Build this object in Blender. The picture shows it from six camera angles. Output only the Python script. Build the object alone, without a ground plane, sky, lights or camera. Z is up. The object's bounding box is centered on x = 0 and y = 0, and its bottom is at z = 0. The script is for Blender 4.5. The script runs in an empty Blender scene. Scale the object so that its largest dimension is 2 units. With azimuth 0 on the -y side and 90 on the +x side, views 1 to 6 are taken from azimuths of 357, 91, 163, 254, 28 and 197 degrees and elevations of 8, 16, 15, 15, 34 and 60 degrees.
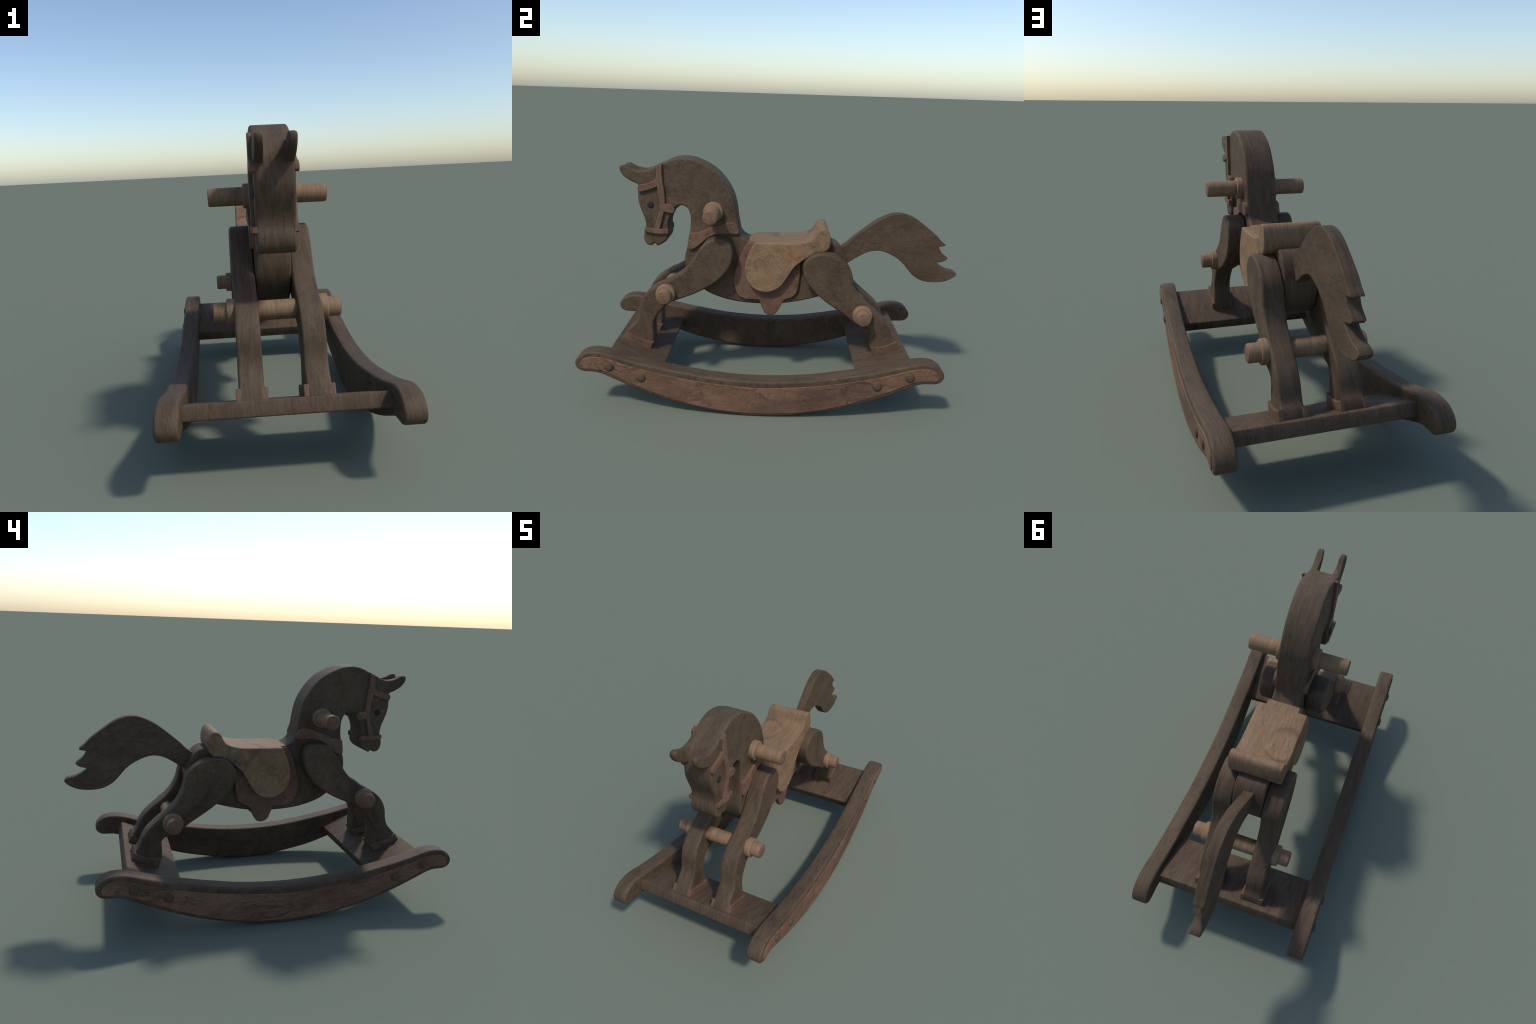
import bpy, bmesh, math
from mathutils import Vector

# ---------------------------------------------------------------- materials
def wood(name, dark, base, light, stain, stain_amount=0.35, figure=1.0, seed=0.0, rough=0.66, knots=(), flow=(1, 1, 1), rings_k=0.13, vein_k=0.28, stain_at=0.60):
    """Solid (3D) wood: layers are thin across x, so x-facing boards show curly
    figure while their edges show grain that follows the profile."""
    m = bpy.data.materials.new(name)
    m.use_nodes = True
    nt = m.node_tree
    N, L = nt.nodes, nt.links
    bsdf = N["Principled BSDF"]
    bsdf.inputs["Roughness"].default_value = rough
    bsdf.inputs["Specular IOR Level"].default_value = 0.2

    def node(kind, **kw):
        n = N.new(kind)
        for k, v in kw.items():
            if k in n.inputs:
                n.inputs[k].default_value = v
            else:
                setattr(n, k, v)
        return n

    tc = node("ShaderNodeTexCoord")
    off = node("ShaderNodeMapping")
    off.inputs["Location"].default_value = (seed, seed * 1.7, seed * 0.6)
    off.inputs["Scale"].default_value = flow
    L.new(tc.outputs["Object"], off.inputs["Vector"])

    def mapped(scale):
        mp = node("ShaderNodeMapping")
        mp.inputs["Scale"].default_value = scale
        L.new(off.outputs["Vector"], mp.inputs["Vector"])
        return mp.outputs["Vector"]

    def noise(vec, scale, detail, rough_, dist):
        n = node("ShaderNodeTexNoise")
        n.inputs["Scale"].default_value = scale
        n.inputs["Detail"].default_value = detail
        n.inputs["Roughness"].default_value = rough_
        n.inputs["Distortion"].default_value = dist
        L.new(vec, n.inputs["Vector"])
        return n.outputs["Fac"]

    def ramp(fac, stops):
        r = node("ShaderNodeValToRGB")
        els = r.color_ramp.elements
        while len(els) < len(stops):
            els.new(0.5)
        for e, (p, c) in zip(els, stops):
            e.position = p
            e.color = (c, c, c, 1) if not hasattr(c, "__len__") else (*c, 1)
        L.new(fac, r.inputs["Fac"])
        return r.outputs["Color"]

    def mix(fac, a, b, blend="MIX"):
        x = node("ShaderNodeMix", data_type="RGBA", blend_type=blend)
        for sock, v in ((x.inputs[0], fac), (x.inputs[6], a), (x.inputs[7], b)):
            if isinstance(v, bpy.types.NodeSocket):
                L.new(v, sock)
            elif hasattr(v, "__len__"):
                sock.default_value = (*v, 1)
            else:
                sock.default_value = v
        return x.outputs[2]

    layers = noise(mapped((9, 1.6, 1.6)), 3.2, 6, 0.6, 0.9)
    curls = noise(mapped((3, 1, 1)), 9.0, 5, 0.62, 3.2)
    pores = noise(mapped((210, 16, 16)), 1.0, 3, 0.6, 0.3)
    hairs = noise(mapped((8, 1, 1)), 42.0, 4, 0.65, 2.5)
    clouds = noise(mapped((2.5, 1, 1)), 2.6, 3, 0.55, 1.2)

    col = ramp(layers, ((0.28, dark), (0.5, base), (0.74, light)))
    k = 0.15 * figure
    shade = ramp(curls, ((0.3, 1 - k), (0.5, 1.0), (0.56, 1 - 0.6 * k), (0.7, 1 + 0.5 * k)))
    col = mix(1.0, col, shade, "MULTIPLY")
    col = mix(1.0, col, ramp(pores, ((0.32, 0.80), (0.52, 1.0), (0.75, 1.06))), "MULTIPLY")
    col = mix(1.0, col, ramp(hairs, ((0.35, 1 - 0.15 * figure), (0.6, 1.05))), "MULTIPLY")
    # growth rings: contour lines of a soft noise, seen as curls on broad faces
    rings = noise(mapped((11, 1, 1)), 4.6, 4.0, 0.5, 1.3)
    freq = node("ShaderNodeMath", operation="MULTIPLY")
    freq.inputs[1].default_value = 120.0
    L.new(rings, freq.inputs[0])
    wave = node("ShaderNodeMath", operation="SINE")
    L.new(freq.outputs[0], wave.inputs[0])
    half = node("ShaderNodeMath", operation="MULTIPLY_ADD")
    half.inputs[1].default_value = 0.5
    half.inputs[2].default_value = 0.5
    L.new(wave.outputs[0], half.inputs[0])
    col = mix(1.0, col, ramp(half.outputs[0], ((0.0, 1 - rings_k), (0.4, 1.0), (1.0, 1 + 0.35 * rings_k))), "MULTIPLY")
    # veins: thin dark lines, only in some patches
    veins = noise(mapped((7, 1, 1)), 5.5, 5.0, 0.55, 2.2)
    patch = noise(mapped((3, 1.3, 1.3)), 5.0, 2.0, 0.5, 0.5)
    line = ramp(veins, ((0.455, 1.0), (0.49, 1 - vein_k), (0.505, 1 - vein_k), (0.525, 1.0)))
    col = mix(ramp(patch, ((0.42, 0.15), (0.62, 1.0))), col, mix(1.0, col, line, "MULTIPLY"))
    smask = ramp(clouds, ((stain_at, 0.0), (stain_at + 0.11, stain_amount)))
    col = mix(smask, col, stain)
    for centre, size, stops, reach in knots:
        # a knot: distorted shells of dark or warm wood about a point
        warp = node("ShaderNodeTexNoise")
        warp.inputs["Scale"].default_value = 14.0
        warp.inputs["Detail"].default_value = 4.0
        L.new(tc.outputs["Object"], warp.inputs["Vector"])
        shift = node("ShaderNodeVectorMath", operation="MULTIPLY_ADD")
        shift.inputs[1].default_value = (0.06, 0.06, 0.06)
        L.new(warp.outputs["Color"], shift.inputs[0])
        L.new(tc.outputs["Object"], shift.inputs[2])
        rel = node("ShaderNodeVectorMath", operation="SUBTRACT")
        L.new(shift.outputs[0], rel.inputs[0])
        rel.inputs[1].default_value = [c + 0.03 for c in centre]
        scl = node("ShaderNodeVectorMath", operation="DIVIDE")
        L.new(rel.outputs[0], scl.inputs[0])
        scl.inputs[1].default_value = size
        dist = node("ShaderNodeVectorMath", operation="LENGTH")
        L.new(scl.outputs[0], dist.inputs[0])
        # the knot fades out along x: full strength at reach[0], gone at reach[1]
        sep = node("ShaderNodeSeparateXYZ")
        L.new(tc.outputs["Object"], sep.inputs[0])
        fade = node("ShaderNodeMapRange")
        for k, v in zip((1, 2, 3, 4), (reach[0], reach[1], 1.0, 0.0)):
            fade.inputs[k].default_value = v
        L.new(sep.outputs["X"], fade.inputs[0])
        col = mix(fade.outputs[0], col, mix(1.0, col, ramp(dist.outputs["Value"], stops), "MULTIPLY"))
    L.new(col, bsdf.inputs["Base Color"])

    hsum = node("ShaderNodeMath", operation="ADD")
    L.new(pores, hsum.inputs[0])
    L.new(hairs, hsum.inputs[1])
    bump = node("ShaderNodeBump")
    bump.inputs["Strength"].default_value = 0.22
    bump.inputs["Distance"].default_value = 0.003
    L.new(hsum.outputs[0], bump.inputs["Height"])
    L.new(bump.outputs["Normal"], bsdf.inputs["Normal"])
    return m

WALNUT = wood("dark_walnut", (0.065, 0.041, 0.025), (0.091, 0.060, 0.037), (0.110, 0.074, 0.046), (0.051, 0.033, 0.021), 0.35, 1.0)
TAILWOOD = wood("dark_walnut_long_grain", (0.065, 0.041, 0.025), (0.091, 0.060, 0.037), (0.110, 0.074, 0.046), (0.051, 0.033, 0.021), 0.35, 1.0, 4.0, flow=(1, .45, 1.1))
RED = wood("red_brown_wood", (0.108, 0.059, 0.038), (0.148, 0.083, 0.054), (0.176, 0.104, 0.068), (0.076, 0.046, 0.035), 0.3, 1.0, 3.1)
INLAY = wood("red_brown_figured_wood", (0.103, 0.055, 0.035), (0.159, 0.087, 0.054), (0.188, 0.109, 0.067), (0.051, 0.036, 0.031), 0.5, 0.8, 5.3, flow=(0.950, 0.407, 0.960), rings_k=.16, vein_k=.5, stain_at=.585)
OAK = wood("pale_saddle_wood", (0.171, 0.103, 0.057), (0.218, 0.135, 0.074), (0.254, 0.160, 0.091), (0.087, 0.054, 0.033), 0.25, 0.9, 7.7, knots=(
    ((-.070, .100, .820), (.13, .17, .12), ((0.0, 1.0), (.50, 1.0), (.66, .62), (.74, .9), (.90, 1.0)), (-.03, .03)),
    ((-.090, .270, .890), (.09, .05, .05), ((0.0, .9), (.4, .92), (.6, .72), (.85, 1.0)), (-.05, -.01)),
    ((.127, .105, .765), (.03, .10, .045), ((0.0, (1.10, .93, .85)), (.6, (1.06, .96, .92)), (1.0, 1.0)), (.1, .05))), rings_k=.11)
DOWEL = wood("pale_dowel_wood", (0.151, 0.091, 0.051), (0.211, 0.132, 0.075), (0.246, 0.160, 0.094), (0.113, 0.070, 0.041), 0.4, 0.5, 2.2, rings_k=.05, vein_k=.15)
ENDGRAIN = wood("dowel_end_grain", (0.136, 0.076, 0.049), (0.172, 0.097, 0.063), (0.192, 0.112, 0.073), (0.096, 0.056, 0.038), 0.4, 1.3, 9.1)

def plain(name, c, rough):
    m = bpy.data.materials.new(name)
    m.use_nodes = True
    nt = m.node_tree
    b = nt.nodes["Principled BSDF"]
    b.inputs["Roughness"].default_value = rough
    b.inputs["Specular IOR Level"].default_value = 0.15
    tc = nt.nodes.new("ShaderNodeTexCoord")
    n = nt.nodes.new("ShaderNodeTexNoise")
    n.inputs["Scale"].default_value = 60
    r = nt.nodes.new("ShaderNodeValToRGB")
    r.color_ramp.elements[0].color = (*[v * 0.85 for v in c], 1)
    r.color_ramp.elements[1].color = (*[v * 1.15 for v in c], 1)
    nt.links.new(tc.outputs["Object"], n.inputs["Vector"])
    nt.links.new(n.outputs["Fac"], r.inputs["Fac"])
    nt.links.new(r.outputs["Color"], b.inputs["Base Color"])
    return m

EYE = plain("eye_dark_paint", (0.024, 0.020, 0.017), 0.75)

# ---------------------------------------------------------------- helpers
def curve(pts, step=0.012):
    """Closed outline through control points (y, z); a third item marks a corner.
    Centripetal Catmull-Rom between corners."""
    n = len(pts)
    P = [Vector((p[0], p[1])) for p in pts]
    corner = [len(p) > 2 for p in pts]
    out = []
    for i in range(n):
        p1, p2 = P[i], P[(i + 1) % n]
        p0 = P[i - 1] if not corner[i] else p1 + (p1 - p2) * 0.5
        p3 = P[(i + 2) % n] if not corner[(i + 1) % n] else p2 + (p2 - p1) * 0.5
        k = max(1, round((p2 - p1).length / step))
        t0 = 0.0
        t1 = t0 + max((p1 - p0).length, 1e-5) ** 0.5
        t2 = t1 + max((p2 - p1).length, 1e-5) ** 0.5
        t3 = t2 + max((p3 - p2).length, 1e-5) ** 0.5
        for j in range(k):
            t = t1 + (t2 - t1) * j / k
            a1 = p0 * ((t1 - t) / (t1 - t0)) + p1 * ((t - t0) / (t1 - t0))
            a2 = p1 * ((t2 - t) / (t2 - t1)) + p2 * ((t - t1) / (t2 - t1))
            a3 = p2 * ((t3 - t) / (t3 - t2)) + p3 * ((t - t2) / (t3 - t2))
            b1 = a1 * ((t2 - t) / (t2 - t0)) + a2 * ((t - t0) / (t2 - t0))
            b2 = a2 * ((t3 - t) / (t3 - t1)) + a3 * ((t - t1) / (t3 - t1))
            out.append(b1 * ((t2 - t) / (t2 - t1)) + b2 * ((t - t1) / (t2 - t1)))
    return out

def area2(o):
    return sum(o[i - 1].x * o[i].y - o[i].x * o[i - 1].y for i in range(len(o)))

def inset(o, d):
    """Move a counter-clockwise outline inward by d."""
    n = len(o)
    res = []
    for i in range(n):
        e1 = (o[i] - o[i - 1]).normalized()
        e2 = (o[(i + 1) % n] - o[i]).normalized()
        n1, n2 = Vector((-e1.y, e1.x)), Vector((-e2.y, e2.x))
        m = n1 + n2
        if m.length < 1e-4:
            m = n1
        m.normalize()
        c = max(0.55, m.dot(n1))
        res.append(o[i] + m * (d / c))
    return res

def loft(rings):
    """rings: list of (x, outline); all outlines have equal length, ccw in (y, z)."""
    bm = bmesh.new()
    vs = [[bm.verts.new((x, p.x, p.y)) for p in o] for x, o in rings]
    n = len(vs[0])
    for a, b in zip(vs, vs[1:]):
        for i in range(n):
            j = (i + 1) % n
            bm.faces.new((a[i], a[j], b[j], b[i]))
    caps = [bm.faces.new(list(reversed(vs[0]))), bm.faces.new(vs[-1])]
    bm.normal_update()
    for f in bm.faces:
        f.smooth = True
    for e in bm.edges:
        if len(e.link_faces) == 2 and e.calc_face_angle(0) > math.radians(38):
            e.smooth = False
    for c in caps:
        for e in c.edges:
            e.smooth = False
    bmesh.ops.triangulate(bm, faces=caps, ngon_method="EAR_CLIP")
    return bm

def rounded(o, x0, x1, r0, r1, seg=4):
    rings = []
    if r0 > 0:
        for k in range(seg + 1):
            a = math.pi / 2 * k / seg
            rings.append((x0 + r0 * (1 - math.sin(a)), inset(o, r0 * (1 - math.cos(a)))))
        rings = [(x, oo) for x, oo in rings]
        rings = rings[::-1]
    else:
        rings.append((x0, o))
    if r1 > 0:
        for k in range(seg + 1):
            a = math.pi / 2 * k / seg
            rings.append((x1 - r1 * (1 - math.sin(a)), inset(o, r1 * (1 - math.cos(a)))))
    else:
        rings.append((x1, o))
    return sorted(rings, key=lambda q: q[0])

def to_mesh(bm, name, *mats):
    me = bpy.data.meshes.new(name)
    bm.to_mesh(me)
    bm.free()
    for m in mats:
        me.materials.append(m)
    return me

def place(name, me, parent):
    ob = bpy.data.objects.new(name, me)
    bpy.context.scene.collection.objects.link(ob)
    ob.parent = parent
    return ob

def slab(name, pts, x0, x1, mat, parent, r=0.008, r0=None, r1=None, step=0.012):
    """Board cut along an outline in the y-z plane, between x0 and x1, edges rounded."""
    o = curve(pts, step)
    if area2(o) < 0:
        o.reverse()
    if x0 > x1:
        x0, x1, r0, r1 = x1, x0, r1, r0
    bm = loft(rounded(o, x0, x1, r if r0 is None else r0, r if r1 is None else r1))
    return place(name, to_mesh(bm, name, mat), parent)

def turned(name, prof, mats, parent, centre=(0, 0, 0), seg=40, cap_r=None):
    """Piece turned about the x axis: prof is a list of (x, radius), closed on the axis."""
    bm = bmesh.new()
    rings = []
    for x, r in prof:
        if r < 1e-6:
            rings.append([bm.verts.new((x, 0, 0))])
        else:
            rings.append([bm.verts.new((x, r * math.cos(2 * math.pi * i / seg), r * math.sin(2 * math.pi * i / seg))) for i in range(seg)])
    for a, b in zip(rings, rings[1:]):
        for i in range(seg):
            j = (i + 1) % seg
            q = [a[i % len(a)], a[j % len(a)], b[j % len(b)], b[i % len(b)]]
            q = list(dict.fromkeys(q))
            f = bm.faces.new(q)
            f.smooth = True
            if len(q) == 3:
                f.material_index = len(mats) - 1
    bmesh.ops.recalc_face_normals(bm, faces=bm.faces)
    for e in bm.edges:
        if len(e.link_faces) == 2 and e.calc_face_angle(0) > math.radians(40):
            e.smooth = False
    ob = place(name, to_mesh(bm, name, *mats), parent)
    ob.location = centre
    return ob

def again(ob, parent, loc, flip=False):
    c = ob.copy()
    bpy.context.scene.collection.objects.link(c)
    c.parent = parent
    c.location = loc
    if flip:
        c.rotation_euler = (0, 0, math.pi)
    return c

def mirrored(half, axis):
    """Mirror a half profile (distance from axis, z) to a closed outline."""
    right = [(axis + p[0], *p[1:]) for p in half]
    left = [(axis - p[0], *p[1:]) for p in reversed(half) if p[0] > 0]
    return right + left

horse = bpy.data.objects.new("rocking_horse", None)
bpy.context.scene.collection.objects.link(horse)
horse["label"] = "dark wooden rocking horse with pale saddle and dowels"
horse["category"] = "rocking horse"

# ---------------------------------------------------------------- rockers
AXIS = -0.069
RX0, RX1 = 0.371, 0.454
rocker_half = [(0, .197), (.13, .201), (.26, .213), (.38, .232), (.49, .252), (.60, .275), (.70, .301), (.76, .319),
               (.80, .327), (.84, .328), (.882, .319), (.917, .293), (.931, .262), (.922, .235), (.899, .220), (.83, .215),
               (.80, .208), (.73, .177), (.63, .133), (.52, .092), (.42, .060), (.285, .030), (.15, .009), (0, 0)]
inlay_half = [(0, .163), (.155, .172), (.32, .190), (.45, .212), (.575, .239), (.68, .268), (.74, .288), (.79, .300),
              (.84, .303), (.87, .297), (.896, .278), (.905, .255), (.900, .240), (.885, .236), (.84, .236), (.78, .224),
              (.675, .176), (.545, .121), (.415, .077), (.285, .044), (.15, .025), (0, .018)]
rocker_outline = mirrored(rocker_half, AXIS)
inlay_outline = mirrored(inlay_half, AXIS)
peg_prof = [(-0.004, 0), (-0.004, .0245), (.001, .0245), (.0045, .0225), (.007, .018), (.0085, .010), (.009, 0)]
peg = None
for s in (1, -1):
    rk = slab("rocker", rocker_outline, s * RX0, s * RX1, WALNUT, horse, r=.011)
    slab("rocker_inlay", inlay_outline, s * (RX1 - .004), s * (RX1 + .005), INLAY, rk, r=0, r0=0, r1=.003)
    for y, z in ((.757, .254), (.597, .199)):
        for d in (1, -1):
            loc = (s * (RX1 + .005), AXIS + d * y, z)
            if peg is None:
                peg = turned("rocker_peg", peg_prof, (WALNUT,), rk, loc, 28)
            else:
                again(peg, rk, loc, s < 0)

# ---------------------------------------------------------------- cross boards
def board(name, y0, z0, y1, z1, t):
    d = Vector((y1 - y0, z1 - z0)).normalized()
    nrm = Vector((-d.y, d.x)) * t
    if nrm.y < 0:
        nrm = -nrm
    a, b = Vector((y0, z0)), Vector((y1, z1))
    pts = [(*a, 1), (*b, 1), (*(b - nrm), 1), (*(a - nrm), 1)]
    o = curve(pts, 1.0)
    if area2(o) < 0:
        o.reverse()
    # round the long edges: replace each corner with a small arc
    r, out = .006, []
    n = len(o)
    for i in range(n):
        p, q, w = o[i - 1], o[i], o[(i + 1) % n]
        u, v = (p - q).normalized(), (w - q).normalized()
        c = q + (u + v) * r
        for k in range(4):
            ang = math.pi / 2 * k / 3
            out.append(c - v * r * math.cos(ang) - u * r * math.sin(ang))
    bm = loft([(-RX0 - .003, out), (RX0 + .003, out)])
    return place(name, to_mesh(bm, name, WALNUT), horse)

board("cross_board", .712, .296, .441, .187, .059)
board("cross_board", 2 * AXIS - .712, .296, 2 * AXIS - .441, .187, .059)

# ---------------------------------------------------------------- head, neck, torso, ears: one surface
B = 0.074
front_face = [(-.745, 1.103), (-.746, 1.070), (-.745, 1.034), (-.739, 1.006), (-.727, .972), (-.715, .940), (-.709, .913),
              (-.709, .887), (-.717, .862), (-.7215, .838), (-.718, .812), (-.704, .792), (-.685, .7865), (-.674, .789),
              (-.663, .800, 1), (-.656, .794), (-.650, .785, 1), (-.637, .790), (-.614, .803), (-.599, .816), (-.587, .836),
              (-.5855, .873), (-.587, .909), (-.581, .935), (-.566, .967), (-.549, .994), (-.533, 1.008), (-.515, 1.013),
              (-.497, 1.009), (-.481, .996), (-.471, .974), (-.467, .946), (-.468, .904), (-.474, .858), (-.481, .811),
              (-.490, .775), (-.497, .746), (-.5005, .713), (-.496, .674), (-.482, .635), (-.45, .590), (-.406, .553),
              (-.377, .532), (-.320, .507), (-.245, .486), (-.170, .476), (-.085, .4725), (.05, .480), (.120, .493),
              (.225, .521), (.290, .545), (.345, .580), (.380, .630), (.392, .690), (.385, .738), (.371, .770), (.352, .798),
              (.332, .817), (.310, .829), (.285, .829), (.25, .818), (.15, .808), (0, .806), (-.10, .815), (-.149, .832),
              (-.186, .854), (-.203, .880), (-.210, .920), (-.216, .950), (-.221, .992), (-.231, 1.039), (-.248, 1.087),
              (-.275, 1.133), (-.309, 1.175), (-.350, 1.211), (-.404, 1.240), (-.456, 1.259), (-.515, 1.2645), (-.568, 1.254),
              (-.615, 1.233)]
ear_part = [(-.646, 1.220), (-.674, 1.205), (-.706, 1.193), (-.748, 1.192), (-.784, 1.202), (-.810, 1.2155), (-.830, 1.215),
            (-.838, 1.208), (-.837, 1.186), (-.817, 1.158), (-.780, 1.134), (-.744, 1.116)]
full = front_face + ear_part
A_out = curve(full, .010)
# same outline with the ear folded back on the brow between the ears
def in_ear(p):
    return p.y > 1.1045 and p.x < -.690

ear_idx = [i for i, p in enumerate(A_out) if in_ear(p)]
# spread the folded points evenly along the brow, in order
brow_o = curve([(-.688, 1.198, 1), (-.704, 1.1885), (-.722, 1.170), (-.738, 1.140), (-.7445, 1.105, 1)], .0005)
brow_o = brow_o[:min(i for i, p in enumerate(brow_o) if p.y < 1.1056) + 1]
B_out = list(A_out)
for k, i in enumerate(ear_idx):
    t = k / (len(ear_idx) - 1)
    B_out[i] = brow_o[int(t * (len(brow_o) - 1))]
if area2(A_out) < 0:
    A_out.reverse()
    B_out.reverse()

def blend(w):
    return [a.lerp(b, w) for a, b in zip(A_out, B_out)]

body_rings = []
R = .011
for k in range(5):
    a = math.pi / 2 * k / 4
    body_rings.append((B - R * (1 - math.sin(a)), inset(A_out, R * (1 - math.cos(a)))))
body_rings = body_rings[::-1]
body_rings += [(.0510, A_out), (.0470, blend(.012)), (.0435, blend(.05)), (.0420, blend(.14)), (.0408, blend(.60)), (.0390, blend(.88)), (.034, blend(.97)), (.026, B_out)]
body_rings += [(-x, o) for x, o in reversed(body_rings)]
body_rings.sort(key=lambda q: q[0])
bm = loft(body_rings)
for co, no in (((0, -.51, 0), (0, 1, 0)), ((0, 0, .855), (0, 0, 1)), ((0, -.682, 1.190), (0, -.085, .065))):
    bmesh.ops.bisect_plane(bm, geom=bm.verts[:] + bm.edges[:] + bm.faces[:], dist=1e-5, plane_co=co, plane_no=no)
whole = to_mesh(bm, "whole", WALNUT)
nrm = [Vector(c.vector) for c in whole.corner_normals]

def region(c):
    if c.y < -.51:
        if (c.y + .682) * -.085 + (c.z - 1.190) * .065 > 0 and c.y < -.64 and c.z > 1.10 and abs(c.x) > .030:
            return "ear+" if c.x > 0 else "ear-"
        return "head"
    return "neck" if c.z > .855 else "torso"

groups = {}
for p in whole.polygons:
    groups.setdefault(region(p.center), []).append(p)
parts = {}
for key in ("torso", "neck", "head", "ear+", "ear-"):
    vmap, verts, faces, normals = {}, [], [], []
    for p in groups[key]:
        f = []
        for li in p.loop_indices:
            vi = whole.loops[li].vertex_index
            if vi not in vmap:
                vmap[vi] = len(verts)
                verts.append(whole.vertices[vi].co.copy())
            f.append(vmap[vi])
            normals.append(nrm[li])
        faces.append(f)
    nm = key.strip("+-")
    me = bpy.data.meshes.new(nm)
    me.from_pydata(verts, [], faces)
    me.polygons.foreach_set("use_smooth", [True] * len(faces))
    me.materials.append(WALNUT)
    me.normals_split_custom_set(normals)
    parts[key] = place(nm, me, parts["head"] if nm == "ear" else horse)
bpy.data.meshes.remove(whole)
head, neck, torso = parts["head"], parts["neck"], parts["torso"]

# ---------------------------------------------------------------- bridle, eyes, neck strap
bridle = [(-.641, 1.216, 1), (-.612, 1.231, 1), (-.6125, 1.190), (-.611, 1.150), (-.604, 1.110), (-.600, 1.064), (-.599, 1.022, 1),
          (-.578, 1.020), (-.562, 1.015), (-.549, 1.000), (-.549, .983), (-.563, .971, 1), (-.583, .975), (-.605, .979, 1),
          (-.618, .930), (-.631, .884, 1), (-.585, .885, 1), (-.584, .858, 1), (-.650, .857), (-.714, .868, 1), (-.710, .890, 1),
          (-.690, .886), (-.662, .885, 1), (-.645, .932), (-.630, .980), (-.629, 1.035), (-.634, 1.076), (-.640, 1.112, 1),
          (-.668, 1.099), (-.700, 1.089), (-.735, 1.081), (-.7435, 1.090), (-.743, 1.104), (-.733, 1.118, 1), (-.690, 1.128),
          (-.657, 1.143), (-.646, 1.152, 1), (-.643, 1.185)]
neck_strap = [(-.474, .858, 1), (-.464, .868), (-.430, .870), (-.396, .884), (-.340, .906), (-.280, .927), (-.245, .932),
              (-.219, .922), (-.208, .898), (-.209, .873), (-.244, .870), (-.291, .870), (-.337, .862), (-.374, .842),
              (-.410, .810), (-.445, .783), (-.464, .776), (-.480, .785)]
eye_prof = [(-.004, 0), (-.004, .0185), (.001, .0185), (.003, .0165), (.0042, .011), (.0045, 0)]
eye = None
for s in (1, -1):
    slab("bridle_strap", bridle, s * (B - .006), s * .0885, RED, head, r=0, r0=0, r1=.0035, step=.01)
    slab("neck_strap", neck_strap, s * (B - .006), s * .0885, RED, neck, r=0, r0=0, r1=.004)
    loc = (s * B, -.6775, 1.012)
    if eye is None:
        eye = turned("eye", eye_prof, (EYE,), head, loc, 28)
    else:
        again(eye, head, loc, True)

# ---------------------------------------------------------------- legs and hoof plates
LX0, LX1 = .0755, .168
foreleg = [(-.305, .858), (-.340, .853), (-.368, .844), (-.393, .817), (-.416, .787), (-.436, .754), (-.457, .722), (-.480, .691),
           (-.506, .665), (-.551, .634), (-.597, .607), (-.645, .583), (-.682, .556), (-.708, .528), (-.724, .500), (-.735, .468),
           (-.741, .425), (-.749, .394), (-.762, .370), (-.784, .347), (-.806, .323), (-.830, .286, 1), (-.669, .222, 1),
           (-.661, .265), (-.659, .315), (-.661, .350), (-.658, .375), (-.646, .407), (-.626, .436), (-.600, .466), (-.572, .490),
           (-.540, .507), (-.487, .528), (-.426, .555), (-.376, .582), (-.340, .605), (-.302, .637), (-.272, .670), (-.246, .710),
           (-.234, .750), (-.231, .785), (-.237, .815), (-.256, .842), (-.280, .855)]
hindleg = [(.240, .556), (.209, .584), (.177, .620), (.157, .652), (.145, .688), (.143, .724), (.158, .756), (.186, .782), (.219, .796),
           (.260, .798), (.301, .791), (.330, .777), (.359, .757), (.384, .732), (.402, .700), (.410, .668), (.419, .630), (.433, .599),
           (.452, .568), (.480, .537), (.508, .511), (.540, .486), (.569, .460), (.594, .436), (.613, .411), (.628, .384),
           (.639, .354), (.652, .331), (.667, .318), (.684, .283, 1), (.549, .226, 1), (.531, .278), (.526, .308), (.527, .340),
           (.530, .360), (.519, .380), (.500, .391), (.468, .398), (.436, .413), (.410, .434), (.383, .456), (.341, .484), (.287, .520)]
fore_hoof = [(-.8065, .3235, 1), (-.829, .287, 1), (-.770, .2605), (-.676, .224, 1), (-.660, .2655, 1), (-.690, .271), (-.730, .284),
             (-.768, .302)]
hind_hoof = [(.6685, .3215, 1), (.6855, .2845, 1), (.620, .258), (.546, .228, 1), (.5285, .2835, 1), (.560, .283), (.592, .286),
             (.630, .300)]
for s in (1, -1):
    for nm, prof, hoof in (("foreleg", foreleg, fore_hoof), ("hindleg", hindleg, hind_hoof)):
        leg = slab(nm, prof, s * LX0, s * LX1, WALNUT, horse, r=.010)
        slab("hoof_plate", hoof, s * (LX1 - .010), s * (LX1 + .012), RED, leg, r=0, r0=.004, r1=.003)
        slab("hoof_plate", hoof, s * (LX0 - .012), s * (LX0 + .010), RED, leg, r=0, r0=.003, r1=.004)

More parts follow.
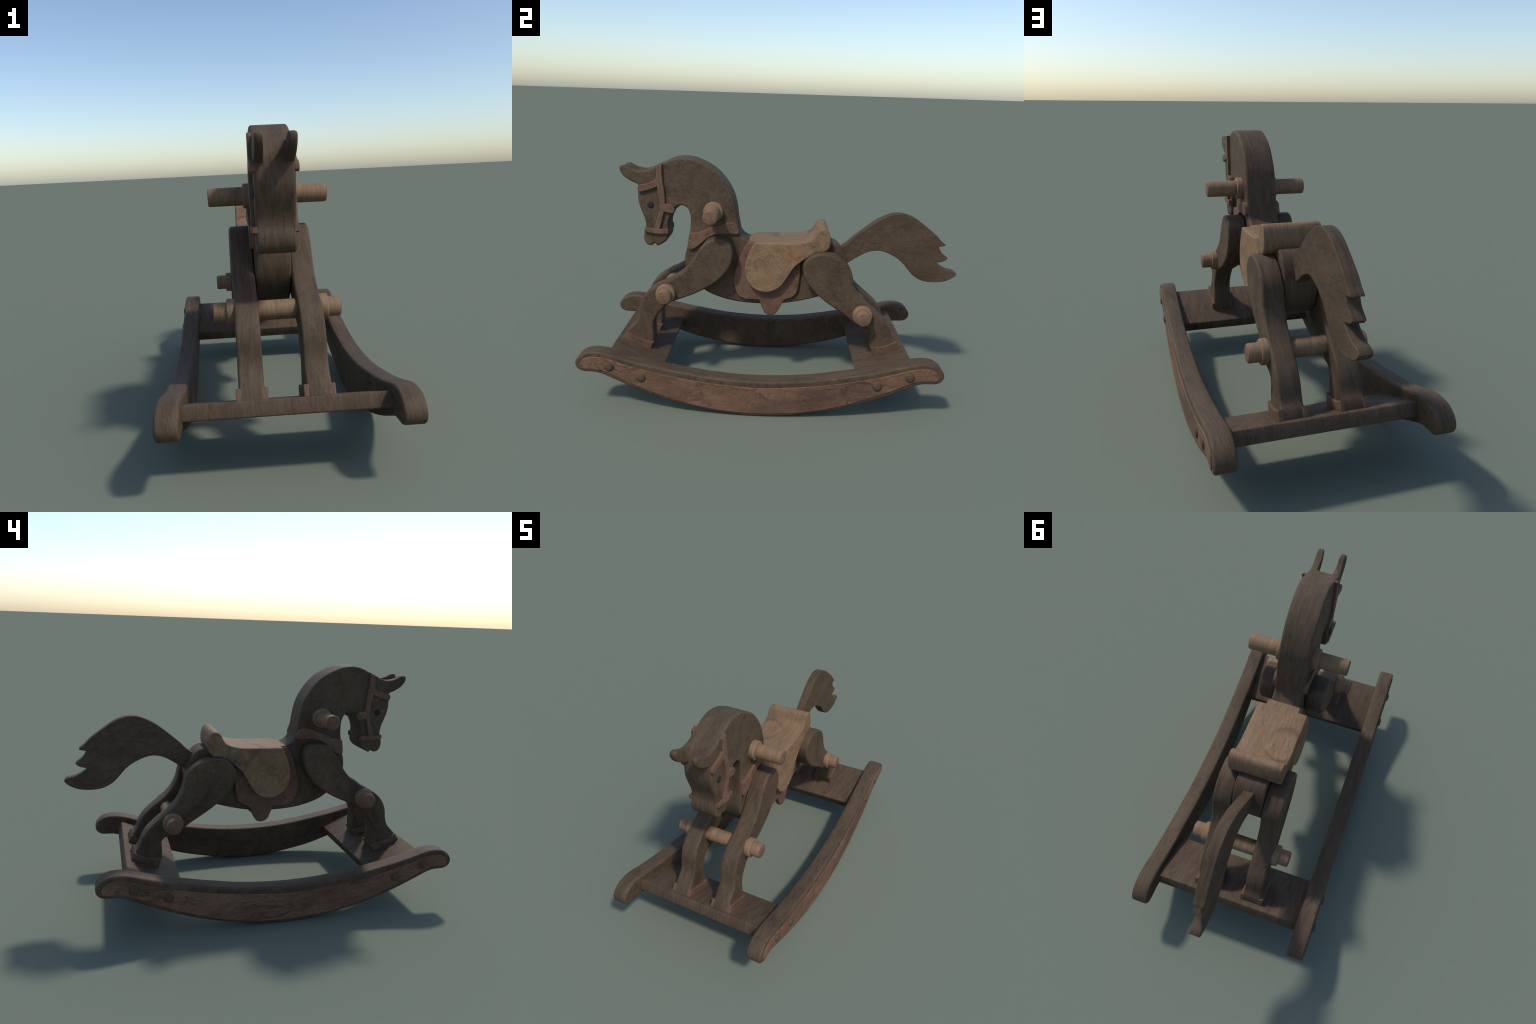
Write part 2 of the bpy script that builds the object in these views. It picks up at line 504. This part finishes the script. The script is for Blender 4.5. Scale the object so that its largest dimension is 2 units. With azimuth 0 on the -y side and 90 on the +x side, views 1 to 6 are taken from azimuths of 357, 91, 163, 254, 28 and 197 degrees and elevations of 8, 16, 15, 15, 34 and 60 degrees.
# ---------------------------------------------------------------- tail
tail = [(.330, .790, 1), (.352, .802), (.384, .824), (.409, .850), (.445, .881), (.481, .911), (.533, .951), (.585, .980), (.632, .996),
        (.680, .996), (.738, .977), (.781, .949), (.833, .911), (.871, .880), (.897, .852), (.919, .835), (.921, .830), (.912, .827), (.885, .822, 1),
        (.902, .790), (.940, .757), (.928, .745), (.880, .7305, 1), (.911, .708), (.945, .691), (.982, .684), (.9985, .669),
        (.980, .648), (.943, .628), (.888, .618), (.832, .6205), (.801, .629), (.763, .650), (.728, .685), (.690, .728),
        (.645, .759), (.588, .7835), (.548, .789), (.507, .781), (.460, .758), (.393, .7135), (.360, .700, 1)]
slab("tail", tail, -.0255, .0255, TAILWOOD, horse, r=.004)

# ---------------------------------------------------------------- saddle and cloth
saddle = bpy.data.objects.new("saddle", None)
bpy.context.scene.collection.objects.link(saddle)
saddle.parent = horse
top_line = [(-.117, .8365, 1), (-.085, .836), (.007, .837), (.091, .839), (.141, .846), (.172, .855), (.195, .869), (.210, .894),
            (.221, .914), (.240, .926), (.261, .922), (.273, .906), (.281, .881), (.283, .848), (.275, .816), (.257, .798)]
flap = top_line + [(.222, .795), (.195, .786), (.163, .762), (.133, .738), (.102, .712), (.076, .672), (.054, .634),
                   (.031, .600), (.000, .575), (-.029, .564), (-.056, .560), (-.092, .566), (-.128, .588), (-.152, .620),
                   (-.166, .655), (-.169, .689), (-.162, .735), (-.151, .767), (-.136, .801)]
seat = [(-.155, .826, 1), (-.149, .8365, 1)] + [(-.1175, .8365)] + top_line[1:] + [(.230, .790, 1), (.15, .790), (-.10, .790), (-.144, .8195, 1)]
SX = .079
slab("saddle_seat", seat, -SX, SX, OAK, saddle, r=0)
cloth = [(-.135, .828, 1), (-.154, .827), (-.180, .791), (-.202, .741), (-.218, .685), (-.230, .640), (-.230, .598), (-.219, .553),
         (-.201, .521), (-.175, .505), (-.143, .502), (-.089, .501, 1), (-.074, .462), (-.056, .426), (-.030, .4135), (-.001, .418),
         (.018, .442), (.037, .480), (.055, .507), (.091, .521), (.116, .547), (.127, .588), (.1315, .633), (.132, .718), (.12, .80, 1)]
for s in (1, -1):
    slab("saddle_flap", flap, s * SX, s * .127, OAK, saddle, r=0, r0=0, r1=.006)
    slab("saddle_cloth", cloth, s * (B - .006), s * .091, RED, horse, r=0, r0=0, r1=.006)

# ---------------------------------------------------------------- dowels and collars
def dowel(name, half, y, z, r=.039):
    e = .006
    prof = [(0, r), (half - e, r), (half - e * .6, r - .0009), (half - e * .2, r - .0030), (half, r - e)]
    full_prof = [(-half, 0)] + [(-x, q) for x, q in reversed(prof[1:])] + prof[1:] + [(half, 0)]
    d = turned(name, full_prof, (DOWEL, ENDGRAIN), horse, (0, y, z), 40)
    for p in d.data.polygons:
        if abs(p.center.x) > half - e * .7:
            p.material_index = 1
    return d

cr, cw, ce = .0525, .030, .006
collar_prof = [(-.006, .030), (-.006, cr), (cw - ce, cr), (cw - ce * .6, cr - .0009), (cw - ce * .2, cr - .003), (cw, cr - ce), (cw, .030)]
collar = None
for nm, half, y, z, cx in (("handle", .250, -.343, .988, B), ("fore_knee_dowel", .249, -.587, .551, LX1), ("hind_knee_dowel", .249, .472, .468, LX1)):
    d = dowel(nm, half, y, z)
    for s in (1, -1):
        if collar is None:
            collar = turned("dowel_collar", collar_prof, (DOWEL,), d, (s * cx, 0, 0), 40)
        else:
            again(collar, d, (s * cx, 0, 0), s < 0)
